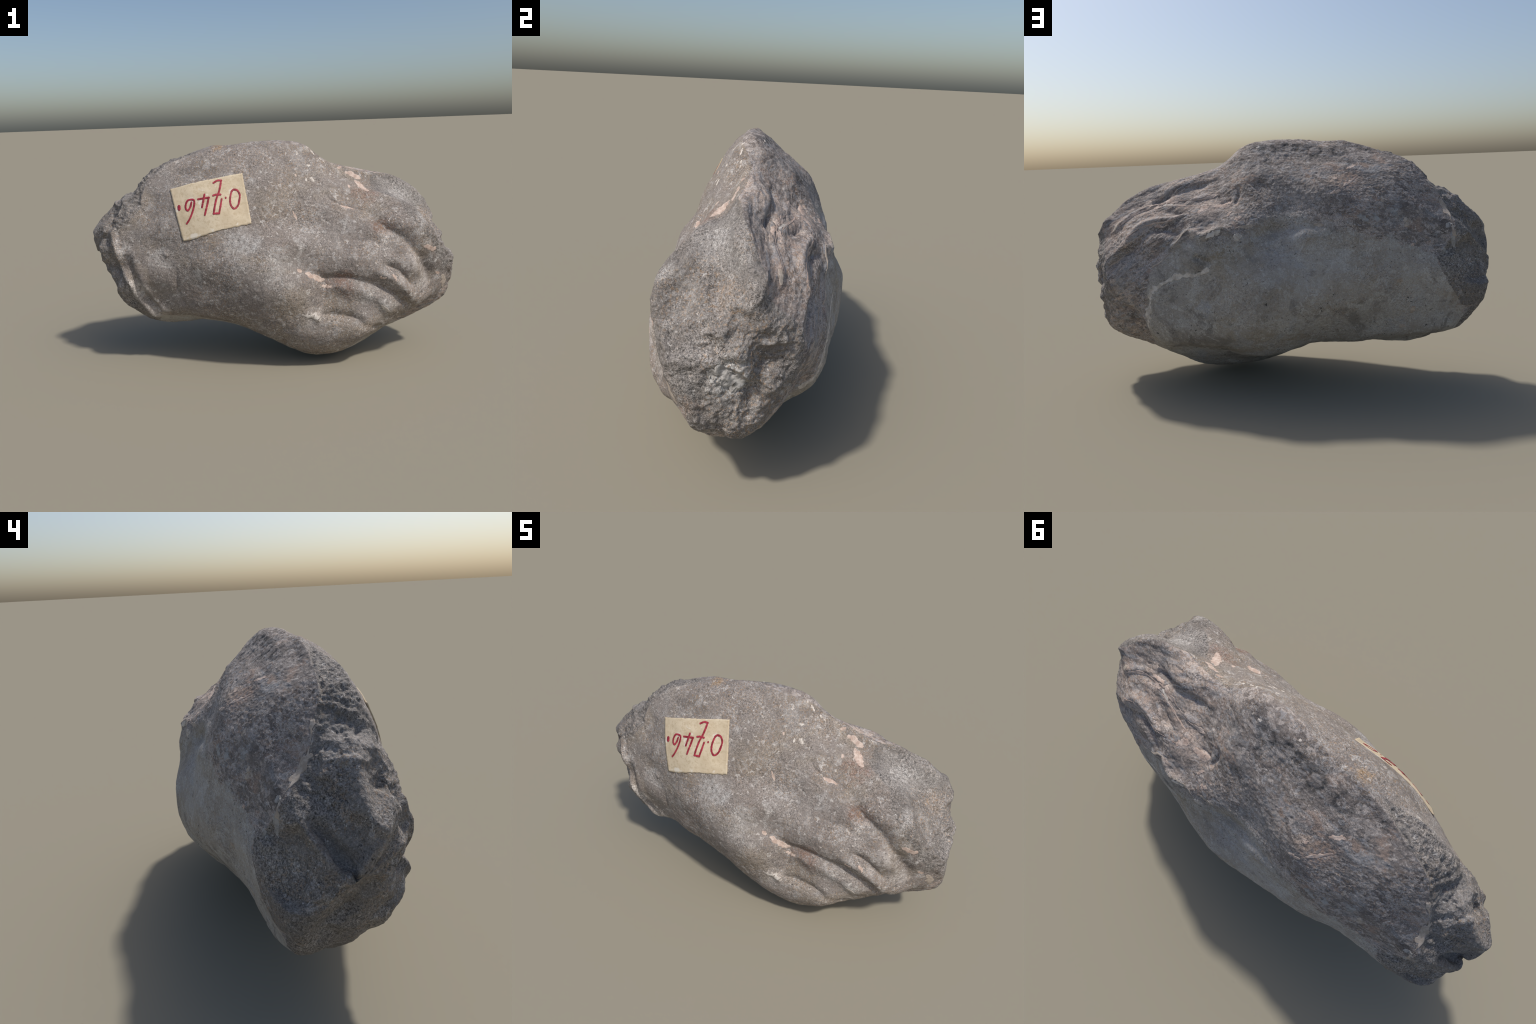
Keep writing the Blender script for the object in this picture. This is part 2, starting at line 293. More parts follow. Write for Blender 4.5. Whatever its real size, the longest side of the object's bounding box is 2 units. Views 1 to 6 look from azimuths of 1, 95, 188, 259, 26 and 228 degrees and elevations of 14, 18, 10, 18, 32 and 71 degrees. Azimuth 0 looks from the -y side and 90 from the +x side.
def flatten(v):
    v = v.copy()
    for _, strength, corners in PLANES:
        c = np.array(corners)
        mid = c.mean(0)
        _, _, axes = np.linalg.svd(c - mid)
        a, b, n = axes
        flat = np.stack([(c - mid) @ a, (c - mid) @ b], -1)
        order = np.argsort(np.arctan2(flat[:, 1], flat[:, 0]))
        flat = flat[order]
        near = np.nonzero(np.linalg.norm(v - mid, axis=1) < np.linalg.norm(c - mid, axis=1).max() + 0.03)[0]
        p = v[near] - mid
        x, y, h = p @ a, p @ b, p @ n
        inside = np.full(len(near), 1e9)
        for k in range(len(flat)):
            e0, e1 = flat[k], flat[(k + 1) % len(flat)]
            d = (e1 - e0) / np.linalg.norm(e1 - e0)
            inside = np.minimum(inside, d[0] * (y - e0[1]) - d[1] * (x - e0[0]))
        w = strength * smoothstep(-0.012, 0.03, inside) * smoothstep(0.09, 0.03, np.abs(h))
        v[near] -= n * (w * h)[:, None]
    return v


# ---------------------------------------------------------------- regions
def heading(v):
    """Angle around the long axis: 0 rear, 90 top, 180 front, 270 below."""
    return np.degrees(np.arctan2(v[:, 2] - 0.6, v[:, 1])) % 360


# where the broken ends begin: x against heading
LEFT_BREAK = [(0, -.744), (14, -.728), (42, -.813), (57, -.824), (71, -.791), (83, -.743), (91, -.65), (94, -.45), (97, -.36),
              (103, -.517), (107, -.66), (121, -.688), (135, -.767), (140, -.86), (164, -.835), (188, -.81), (204, -.775),
              (222, -.745), (235, -.70), (251, -.64), (270, -.67), (290, -.80), (315, -.884), (320, -.844), (344, -.784)]
RIGHT_BREAK = [(0, .845), (30, .87), (58, .915), (68, .86), (78, .80), (86, .715), (92, .566), (103, .54), (110, .58), (120, .68),
               (140, .73), (160, .83), (180, .87), (200, .925), (225, .985), (243, .975), (270, .93), (300, .9), (330, .85)]
# the top arris (y against x) and the lower edge of the brown crust (z against x)
ARRIS = [(-.80, .10), (-.743, .039), (-.649, -.011), (-.513, -.04), (-.338, -.046), (-.2, -.037), (-.045, -.054), (.084, -.07),
         (.188, -.056), (.334, .01), (.566, -.014), (.715, .028), (.80, .07), (.92, .14)]
CRUST_EDGE = [(-.80, .50), (-.75, .60), (-.72, .66), (-.62, .72), (-.507, .758), (-.42, .745), (-.36, .80), (-.15, .845), (0, .845), (.10, .835), (.14, .775),
              (.30, .775), (.40, .79), (.50, .70), (.59, .62), (.62, .47), (.64, .35), (.68, .20), (.75, .05)]


def lookup(table, value):
    t = np.array(table)
    return np.interp(value, t[:, 0], t[:, 1])


def around(table, angle):
    t = np.array(table)
    return np.interp(angle, np.concatenate([t[:, 0] - 360, t[:, 0], t[:, 0] + 360]), np.tile(t[:, 1], 3))


def signed_regions(v):
    """Signed distances (m, positive inside) of each region's own boundary."""
    wob = 0.016 * fractal(v * 9, 4, 70)
    h = heading(v)
    left = around(LEFT_BREAK, h) - v[:, 0] + wob
    right = v[:, 0] - around(RIGHT_BREAK, h) + wob
    rear = np.where(v[:, 2] > 0.62, v[:, 1] - lookup(ARRIS, v[:, 0]), v[:, 1] + 0.05 - 0.35 * (v[:, 2] - 0.62) * (v[:, 2] < 0.62)) + 0.4 * wob
    crust = v[:, 2] - lookup(CRUST_EDGE, v[:, 0]) + 1.2 * wob
    return left, right, rear, crust


FACET_BIAS = 0.30
# run of the folded strata on the rear right, and two directions across it
STRATA_RUN = np.array([0.85, 0.10, -0.52])
STRATA_UP = np.array([0.52, 0.05, 0.85])
STRATA_OUT = np.array([-0.10, 1.0, 0.03])


def facets(p, seed, curve=1.1, tilt=0.9):
    """Fractured relief: planes tilted at random that meet in sharp arrises, about -1..1."""
    c = np.floor(p).astype(np.int64)
    low = np.full(len(p), 1e9)
    for a in (-1, 0, 1):
        for b in (-1, 0, 1):
            for e in (-1, 0, 1):
                i, j, k = c[:, 0] + a, c[:, 1] + b, c[:, 2] + e
                h, g = lattice_hash(i, j, k, seed), lattice_hash(i, j, k, seed + 99)
                site = np.stack([i + (h & 1023) / 1023.0, j + ((h >> 10) & 1023) / 1023.0, k + ((h >> 20) & 1023) / 1023.0], -1)
                lean = np.stack([(g & 1023), (g >> 10) & 1023, (g >> 20) & 1023], -1) / 511.5 - 1.0
                off = p - site
                low = np.minimum(low, tilt * (lean * off).sum(1) + curve * (off * off).sum(1))
    return np.clip(2.0 * low - FACET_BIAS, -1.3, 1.0)


def rough_stone(v, n):
    """Fracture relief: coarse and stepped on the broken ends, fine elsewhere."""
    left, right, rear, crust = signed_regions(v)
    broken_l = smoothstep(-0.005, 0.03, left)
    broken_r = smoothstep(-0.01, 0.05, right) * (0.35 + 0.65 * smoothstep(0.80, 0.62, v[:, 2]))
    broken = np.maximum(broken_l * (0.45 + 0.55 * smoothstep(0.70, 0.85, v[:, 2])), broken_r)
    on_rear = smoothstep(-0.01, 0.02, rear) * (1 - broken)
    on_crust = on_rear * smoothstep(-0.02, 0.03, crust)
    tilt = v @ np.array([[0.9, 0.1, -0.3], [0.2, 1.0, 0.2], [0.3, -0.3, 1.0]])
    warp = np.stack([fractal(v * 18, 2, 90 + k) for k in range(3)], -1) * 0.015
    chips = fractal(tilt * np.array([34, 42, 52]), 3, 11, 0.6)
    layers = fractal(v * np.array([6, 17, 15]) + 3.0, 4, 21, 0.55)
    lumps = fractal(v * 11, 3, 31)
    grain = fractal(v * 60, 2, 33, 0.7)
    face = np.zeros(len(v))
    hit = np.nonzero(broken > 0.01)[0]
    t = tilt[hit] + warp[hit]
    # the strip under the top arris is hacked, the lower planes of the ends are worn
    hacked = smoothstep(0.74, 0.84, v[hit, 2]) * smoothstep(-0.96, -0.82, v[hit, 0]) * (v[hit, 0] < 0) + (0.30 + 0.70 * smoothstep(0.84, 0.64, v[hit, 2])) * (v[hit, 0] > 0)
    face[hit] = 0.008 * facets(t * 4.6, 4) * (v[hit, 0] < 0) + (0.004 + 0.006 * hacked) * facets(t * 8.0, 5) + (0.002 + 0.0045 * hacked) * facets(t * 21.0, 6) + (0.001 + 0.0028 * hacked) * facets(t * 50.0, 8)
    face[hit] -= 0.010 * hacked * (v[hit, 0] < 0)
    shift = broken * (face + 0.002 * chips)
    fold_zone = smoothstep(-0.1, 0.35, v[:, 0])
    # fine strata running down the rear folds towards the right end
    along = v @ STRATA_RUN
    cross = np.stack([along * 2.2, (v @ STRATA_UP) * 17, (v @ STRATA_OUT) * 17], -1)
    strata = fractal(cross, 3, 27, 0.6)
    strata = np.where(strata > 0, strata, 1.6 * strata)
    shift += on_crust * smoothstep(0.18, 0.42, v[:, 0]) * 0.0032 * strata
    shift += on_crust * (0.0045 * layers * (0.13 + 0.67 * fold_zone) + 0.0006 * np.clip(chips, -0.6, 0.6))
    shift += (1 - broken) * (1 - on_crust) * 0.0042 * lumps + (1 - broken) * 0.0009 * chips
    shift += -0.002 + (0.0007 + 0.0016 * broken + 0.0008 * on_crust) * grain
    return v + n * shift[:, None]

# ---------------------------------------------------------------- inlaid flecks
# pale calcite flecks: (colour, one end x y z, other end x y z, width), metres
FLECKS = [
    ("peach", 0.419, -0.034, 1.031, 0.5, -0.045, 0.994, 0.0307),
    ("peach", 0.469, -0.062, 0.982, 0.53, -0.124, 0.944, 0.0343),
    ("white", 0.228, -0.05, 1.155, 0.249, -0.059, 1.133, 0.0094),
    ("white", 0.276, -0.048, 1.116, 0.287, -0.051, 1.103, 0.0114),
    ("white", 0.295, -0.047, 1.099, 0.305, -0.05, 1.086, 0.0083),
    ("white", 0.194, -0.158, 1.017, 0.194, -0.171, 1.001, 0.0091),
    ("white", 0.214, -0.149, 1.016, 0.235, -0.155, 0.994, 0.0147),
    ("white", 0.199, -0.122, 1.084, 0.218, -0.115, 1.081, 0.0129),
    ("peach", 0.134, -0.166, 1.04, 0.143, -0.171, 1.028, 0.0109),
    ("peach", 0.375, -0.028, 1.054, 0.399, -0.013, 1.058, 0.0153),
    ("peach", 0.424, -0.109, 0.966, 0.429, -0.13, 0.957, 0.0113),
    ("white", 0.15, -0.093, 1.161, 0.152, -0.108, 1.14, 0.0112),
    ("white", 0.201, -0.046, 1.174, 0.211, -0.056, 1.163, 0.0076),
    ("peach", 0.37, -0.201, 0.872, 0.438, -0.196, 0.853, 0.0201),
    ("peach", 0.164, -0.344, 0.54, 0.267, -0.336, 0.504, 0.0252),
    ("peach", 0.25, -0.339, 0.474, 0.302, -0.345, 0.471, 0.0167),
    ("white", 0.146, -0.365, 0.34, 0.2, -0.365, 0.327, 0.0168),
    ("white", 0.186, -0.365, 0.331, 0.239, -0.365, 0.291, 0.0269),
    ("peach", 0.8, -0.269, 0.651, 0.863, -0.238, 0.628, 0.0279),
    ("peach", 0.617, -0.323, 0.513, 0.639, -0.316, 0.482, 0.0151),
    ("peach", 0.555, -0.334, 0.514, 0.589, -0.328, 0.512, 0.0149),
    ("tan", 0.925, -0.191, 0.466, 0.944, -0.144, 0.382, 0.0294),
    ("peach", 0.883, -0.213, 0.491, 0.908, -0.201, 0.48, 0.0181),
    ("peach", 0.114, -0.237, 0.855, 0.135, -0.254, 0.813, 0.0121),
    ("peach", 0.124, -0.364, 0.567, 0.144, -0.353, 0.55, 0.0164),
    ("white", 0.569, -0.314, 0.354, 0.615, -0.291, 0.309, 0.0174),
    ("peach", 0.273, 0.215, 0.912, 0.214, 0.203, 0.929, 0.0254),
    ("peach", 0.361, 0.246, 0.884, 0.32, 0.218, 0.906, 0.0167),
    ("peach", 0.342, 0.153, 0.949, 0.292, 0.155, 0.964, 0.0138),
    ("tan", 0.835, 0.177, 0.798, 0.798, 0.162, 0.834, 0.0204),
    ("peach", 0.554, 0.114, 0.924, 0.492, 0.129, 0.924, 0.0285),
    ("peach", 0.648, 0.121, 0.9, 0.575, 0.12, 0.912, 0.018),
    ("tan", 0.162, 0.314, 0.822, 0.099, 0.301, 0.828, 0.0141),
    ("white", 0.308, 0.342, 0.777, 0.244, 0.329, 0.806, 0.0193),
    ("white", 0.184, 0.34, 0.781, 0.146, 0.335, 0.786, 0.0255),
    ("peach", 0.223, 0.262, 0.875, 0.206, 0.248, 0.887, 0.0098),
    ("peach", 0.185, 0.289, 0.851, 0.154, 0.278, 0.859, 0.0162),
    ("grey", -0.525, 0.207, 0.881, -0.555, 0.221, 0.856, 0.0294),
    ("peach", -0.618, 0.239, 0.723, -0.625, 0.237, 0.723, 0.0143),
    ("tan", -0.762, 0.056, 0.908, -0.789, 0.139, 0.855, 0.0244),
    ("grey", -0.796, 0.178, 0.756, -0.808, 0.171, 0.69, 0.0215),
    ("grey", -0.751, 0.194, 0.688, -0.771, 0.189, 0.667, 0.0167),
    ("grey", -0.783, 0.182, 0.814, -0.792, 0.182, 0.789, 0.0267),
    ("grey", -0.447, 0.26, 0.85, -0.465, 0.266, 0.825, 0.0224),
    ("grey", -0.373, 0.28, 0.854, -0.422, 0.279, 0.827, 0.0253),
    ("tan", -0.592, 0.227, 0.837, -0.609, 0.235, 0.805, 0.026),
    ("peach", -0.266, 0.185, 1.028, -0.286, 0.188, 1.021, 0.0164),
    ("tan", -0.476, 0.182, 0.925, -0.488, 0.194, 0.906, 0.0164),
    ("tan", -0.179, 0.293, 0.828, -0.223, 0.298, 0.822, 0.0158),
    ("tan", -0.547, 0.282, 0.558, -0.572, 0.272, 0.556, 0.0194),
    ("tan", -0.629, 0.241, 0.423, -0.617, 0.233, 0.387, 0.02),
    ("tan", -0.562, 0.199, 0.316, -0.588, 0.203, 0.324, 0.0239),
    ("peach", -0.311, 0.217, 0.986, -0.369, 0.148, 1.023, 0.0142),
    ("peach", -0.324, 0.122, 1.056, -0.369, 0.091, 1.074, 0.0168),
    ("peach", -0.255, 0.243, 0.958, -0.299, 0.233, 0.969, 0.0141),
    ("peach", 0.292, 0.216, 0.91, 0.223, 0.22, 0.91, 0.0311),
    ("peach", 0.363, 0.252, 0.878, 0.335, 0.212, 0.909, 0.0286),
    ("peach", 0.223, 0.273, 0.866, 0.21, 0.253, 0.882, 0.0125),
    ("peach", 0.621, 0.129, 0.896, 0.58, 0.138, 0.895, 0.0201),
    ("white", 0.567, 0.13, 0.903, 0.506, 0.157, 0.901, 0.0172),
    ("peach", 0.584, 0.257, 0.824, 0.539, 0.272, 0.826, 0.0163),
    ("white", 0.146, 0.028, 1.178, 0.14, 0.03, 1.178, 0.0076),
    ("white", 0.116, 0.03, 1.183, 0.1, 0.027, 1.187, 0.0108),
    ("white", -0.044, -0.007, 1.201, -0.052, -0.014, 1.203, 0.0105),

]
# (name, colour, path, least and greatest half width)
VEINS = [
    ("pale_vein", "white", [(0.296, 0.367, 0.642), (0.353, 0.36, 0.612), (0.443, 0.351, 0.601), (0.522, 0.345, 0.57), (0.58, 0.344, 0.53), (0.607, 0.347, 0.476), (0.624, 0.346, 0.408), (0.643, 0.326, 0.353), (0.66, 0.26, 0.30)], 0.007, 0.019),
    ("pale_streak", "peach", [(0.301, 0.155, 0.965), (0.386, 0.155, 0.935), (0.51, 0.125, 0.93), (0.612, 0.127, 0.902), (0.712, 0.141, 0.874), (0.795, 0.18, 0.815)], 0.000, 0.008),  # pale_streak ribbons: highlights on the rear fold ridges, laid on as pale strips
    ("pale_streak", "peach", [(0.36, 0.248, 0.885), (0.497, 0.258, 0.853), (0.621, 0.23, 0.828), (0.699, 0.24, 0.783), (0.737, 0.262, 0.726)], 0.000, 0.006),
    ("pale_streak", "tan", [(0.159, 0.342, 0.774), (0.238, 0.323, 0.815), (0.329, 0.337, 0.783), (0.401, 0.312, 0.807), (0.471, 0.335, 0.746), (0.537, 0.337, 0.675), (0.591, 0.326, 0.64)], 0.000, 0.006),
    ("pale_streak", "peach", [(0.33, 0.19, 0.925), (0.42, 0.185, 0.915), (0.54, 0.15, 0.905), (0.65, 0.15, 0.875)], 0.000, 0.006),
    ("pale_chip", "chip", [(0.955, -0.045, 0.525), (0.975, 0.0, 0.53), (0.975, 0.045, 0.515), (0.965, 0.085, 0.475)], 0.035, 0.045),
    ("pale_streak", "tan", [(-0.70, 0.028, 0.995), (-0.755, 0.06, 0.925), (-0.785, 0.10, 0.86), (-0.80, 0.15, 0.80), (-0.81, 0.18, 0.74)], 0.000, 0.012),
]

# ---------------------------------------------------------------- materials
class Nodes:
    """Small helper to write node trees as expressions."""

    def __init__(self, name):
        self.mat = bpy.data.materials.new(name)
        self.mat.use_nodes = True
        self.tree = self.mat.node_tree
        self.bsdf = self.tree.nodes["Principled BSDF"]
        self.co = self.node("ShaderNodeTexCoord").outputs["Object"]

    def node(self, kind, **props):
        n = self.tree.nodes.new(kind)
        for k, val in props.items():
            setattr(n, k, val)
        return n

    def put(self, socket, value):
        if isinstance(value, bpy.types.NodeSocket):
            self.tree.links.new(value, socket)
        else:
            socket.default_value = value

    def stretched(self, scale, turn=(0, 0, 0)):
        m = self.node("ShaderNodeMapping")
        m.inputs["Scale"].default_value = scale
        m.inputs["Rotation"].default_value = turn
        self.put(m.inputs["Vector"], self.co)
        return m.outputs[0]

    def noise(self, scale, detail=2.0, rough=0.5, vector=None, warp=0.0):
        n = self.node("ShaderNodeTexNoise")
        self.put(n.inputs["Vector"], vector or self.co)
        n.inputs["Scale"].default_value = scale
        n.inputs["Detail"].default_value = detail
        n.inputs["Roughness"].default_value = rough
        n.inputs["Distortion"].default_value = warp
        return n.outputs["Fac"]

    def cells(self, scale, out="Color", feature="F1"):
        n = self.node("ShaderNodeTexVoronoi", feature=feature)
        self.put(n.inputs["Vector"], self.co)
        n.inputs["Scale"].default_value = scale
        return n.outputs[out]

    def ramp(self, value, lo, hi, to_lo=0.0, to_hi=1.0):
        n = self.node("ShaderNodeMapRange", interpolation_type="SMOOTHSTEP")
        for sock, val in zip(n.inputs, (value, lo, hi, to_lo, to_hi)):
            self.put(sock, val)
        return n.outputs[0]

    def math(self, op, a, b=0.0):
        n = self.node("ShaderNodeMath", operation=op)
        self.put(n.inputs[0], a)
        self.put(n.inputs[1], b)
        return n.outputs[0]

    def mix(self, fac, a, b, mode="MIX"):
        n = self.node("ShaderNodeMix", data_type="RGBA", blend_type=mode)
        self.put(n.inputs[0], fac)
        for sock, val in ((n.inputs[6], a), (n.inputs[7], b)):
            self.put(sock, val if isinstance(val, bpy.types.NodeSocket) else (*val, 1.0))
        return n.outputs[2]

    def near(self, place):
        n = self.node("ShaderNodeVectorMath", operation="DISTANCE")
        self.put(n.inputs[0], self.co)
        n.inputs[1].default_value = place
        return n.outputs["Value"]

    def finish(self, colour, roughness, height=None, strength=0.3, distance=0.004):
        self.put(self.bsdf.inputs["Base Color"], colour)
        self.put(self.bsdf.inputs["Roughness"], roughness)
        self.bsdf.inputs["Specular IOR Level"].default_value = 0.3
        if height is not None:
            b = self.node("ShaderNodeBump")
            b.inputs["Strength"].default_value = strength
            b.inputs["Distance"].default_value = distance
            self.put(b.inputs["Height"], height)
            self.put(self.bsdf.inputs["Normal"], b.outputs[0])
        return self.mat


def stone_colour(m, tones, contrast=1.0, flakes=(0.5, (0.33, 0.30, 0.28)), ochre=0.3, pits=0.5, streak=None,
                 patches=(), spots=(), rings=(), grain_size=1.0, worn_at=0.565, strata=()):
    """Salt-and-pepper sandstone.  tones: dark, middle and light blotch colours.
    patches: (scale, from, to, colour, amount); spots: (place, radius, colour, strength);
    rings: (place, radius) faded ink loops.  Gives colour and bump height."""
    vector = m.stretched(*streak) if streak else None
    # broad blotches of tone
    col = m.mix(m.ramp(m.noise(3.2, 4, 0.6, vector, 0.4), 0.36, 0.62), tones[0], tones[1])
    col = m.mix(m.ramp(m.noise(13, 5, 0.68, vector, 0.6), 0.48, 0.66, 0.0, 0.8), col, tones[2])
    for scale, lo, hi, colour, amount in patches:
        col = m.mix(m.ramp(m.noise(scale, 5, 0.66, vector, 0.7), lo, hi, 0.0, amount), col, colour)
    # colour bands along the folded strata
    if strata:
        parts = []
        for axis, scale in ((STRATA_RUN, 3.0), (STRATA_UP, 26.0), (STRATA_OUT, 26.0)):
            d = m.node("ShaderNodeVectorMath", operation="DOT_PRODUCT")
            m.put(d.inputs[0], m.co)
            d.inputs[1].default_value = axis * scale
            parts.append(d.outputs["Value"])
        c = m.node("ShaderNodeCombineXYZ")
        for sock, val in zip(c.inputs, parts):
            m.put(sock, val)
        sx = m.node("ShaderNodeSeparateXYZ")
        m.put(sx.inputs[0], m.co)
        zone = m.ramp(m.math("ADD", sx.outputs[0], m.math("MULTIPLY", m.noise(6, 3), 0.25)), 0.30, 0.52)
        for seed, (lo, hi, colour, amount) in enumerate(strata):
            band = m.ramp(m.noise(1.0 + 0.17 * seed, 4, 0.62, c.outputs[0], 0.3), lo, hi)
            col = m.mix(m.math("MULTIPLY", m.math("MULTIPLY", band, zone), amount), col, colour)
    # local stains and bruises
    for place, radius, colour, strength in spots:
        edge = m.math("MULTIPLY_ADD", m.noise(11, 5, 0.7), radius * 2.4)
        edge.node.inputs[2].default_value = -radius * 1.2
        reach = m.ramp(m.math("ADD", m.near(place), edge), radius * 0.2, radius * 1.2, strength, 0.0)
        col = m.mix(m.math("MULTIPLY", reach, m.ramp(m.noise(60, 4, 0.7), 0.38, 0.58, 0.15, 1.0)), col, colour)
    for place, radius in rings:
        bent = m.math("MULTIPLY_ADD", m.noise(20, 3, 0.6), radius * 1.6)
        bent.node.inputs[2].default_value = -radius * 0.8
        off = m.math("ABSOLUTE", m.math("SUBTRACT", m.math("ADD", m.near(place), bent), radius))
        loop = m.ramp(off, 0.002, 0.017, 0.6, 0.0)
        col = m.mix(m.math("MULTIPLY", loop, m.ramp(m.noise(40, 3, 0.65), 0.38, 0.55)), col, (0.045, 0.043, 0.042))
    # pale worn flakes with crisp edges, in clusters
    amount, tint = flakes
    cluster = m.ramp(m.noise(5, 3, 0.6), 0.42, 0.58, 0.12, 1.0)
    worn = m.math("MULTIPLY", m.math("MAXIMUM", m.ramp(m.noise(20, 6, 0.72, vector, 0.5), worn_at, worn_at + 0.025),
                                   m.ramp(m.noise(52, 4, 0.68, vector, 0.5), worn_at + 0.03, worn_at + 0.055)), cluster)
    col = m.mix(m.math("MULTIPLY", worn, amount), col, tint)
    # rusty tint between the grains
    rust = m.math("MULTIPLY", m.ramp(m.noise(120 * grain_size, 2, 0.6), 0.52, 0.66), m.ramp(m.noise(5, 3), 0.40, 0.62, 0.15 * ochre, ochre))
    col = m.mix(rust, col, (0.30, 0.20, 0.12))
    # the grains themselves
    fine, coarse = m.noise(290 * grain_size, 2, 0.65), m.noise(125 * grain_size, 3, 0.7)
    both = m.math("MULTIPLY_ADD", fine, 0.55)
    m.put(both.node.inputs[2], m.math("MULTIPLY", coarse, 0.45))
    grainy = m.ramp(m.noise(6, 4, 0.65), 0.36, 0.62, 0.55, 1.25)
    salt = m.math("MULTIPLY_ADD", m.ramp(both, 0.36, 0.64, -0.50 * contrast, 0.50 * contrast), grainy)
    salt.node.inputs[2].default_value = 1.0
    col = m.mix(1.0, col, salt, "MULTIPLY")
    light = m.math("MULTIPLY", m.ramp(m.noise(105 * grain_size, 2, 0.6, None, 0.8), 0.63, 0.69), m.ramp(m.noise(9, 3, 0.6), 0.38, 0.62, 0.25, 1.0))
    col = m.mix(m.math("MULTIPLY", light, 0.7 * contrast), col, (0.54, 0.51, 0.48))
    # dark pits of uneven size
    hole = m.math("MULTIPLY", m.ramp(m.noise(88 * grain_size, 2, 0.55, None, 1.2), 0.36, 0.31), m.ramp(m.noise(8, 3, 0.6), 0.40, 0.60, 0.1, 1.0))
    col = m.mix(m.math("MULTIPLY", hole, pits), col, (0.035, 0.033, 0.033))
    height = m.math("ADD", m.math("MULTIPLY", coarse, 1.0), m.math("MULTIPLY", hole, -0.5 * pits))
    height = m.math("ADD", height, m.math("MULTIPLY", m.noise(34, 4, 0.65), 1.3))
    return col, height, m.ramp(coarse, 0.3, 0.7, 0.92, 0.80)


def stone_material(name, bump=0.4, **look):
    m = Nodes(name)
    col, height, rough = stone_colour(m, **look)
    return m.finish(col, rough, height, bump, 0.006)


def blended_stone(name, above, below, edge, soft, bump=0.4):
    """Two stones meeting along the height curve edge (z against x), raggedly."""
    m = Nodes(name)
    sep = m.node("ShaderNodeSeparateXYZ")
    m.put(sep.inputs[0], m.co)
    curve = m.node("ShaderNodeFloatCurve")
    line = curve.mapping.curves[0]
    while len(line.points) < len(edge):
        line.points.new(0.5, 0.5)
    for pt, (x, z) in zip(line.points, sorted(edge)):
        pt.location = ((x + 1) / 2, z)
        pt.handle_type = "VECTOR"
    curve.mapping.update()
    m.put(curve.inputs["Value"], m.math("MULTIPLY", m.math("ADD", sep.outputs[0], 1.0), 0.5))
    gap = m.math("SUBTRACT", sep.outputs[2], curve.outputs[0])
    gap = m.math("ADD", gap, m.math("MULTIPLY", m.math("SUBTRACT", m.noise(9, 6, 0.7), 0.5), 0.22))
    # crisp towards the left end, worn away gradually in the middle
    width = m.ramp(sep.outputs[0], -0.45, 0.0, 0.006, soft)
    mask = m.ramp(m.math("DIVIDE", gap, width), -1.0, 1.0)
    c0, h0, r0 = stone_colour(m, **above)
    c1, h1, r1 = stone_colour(m, **below)
    col = m.mix(mask, c1, c0)
    return m.finish(col, r0, h0, bump, 0.006)


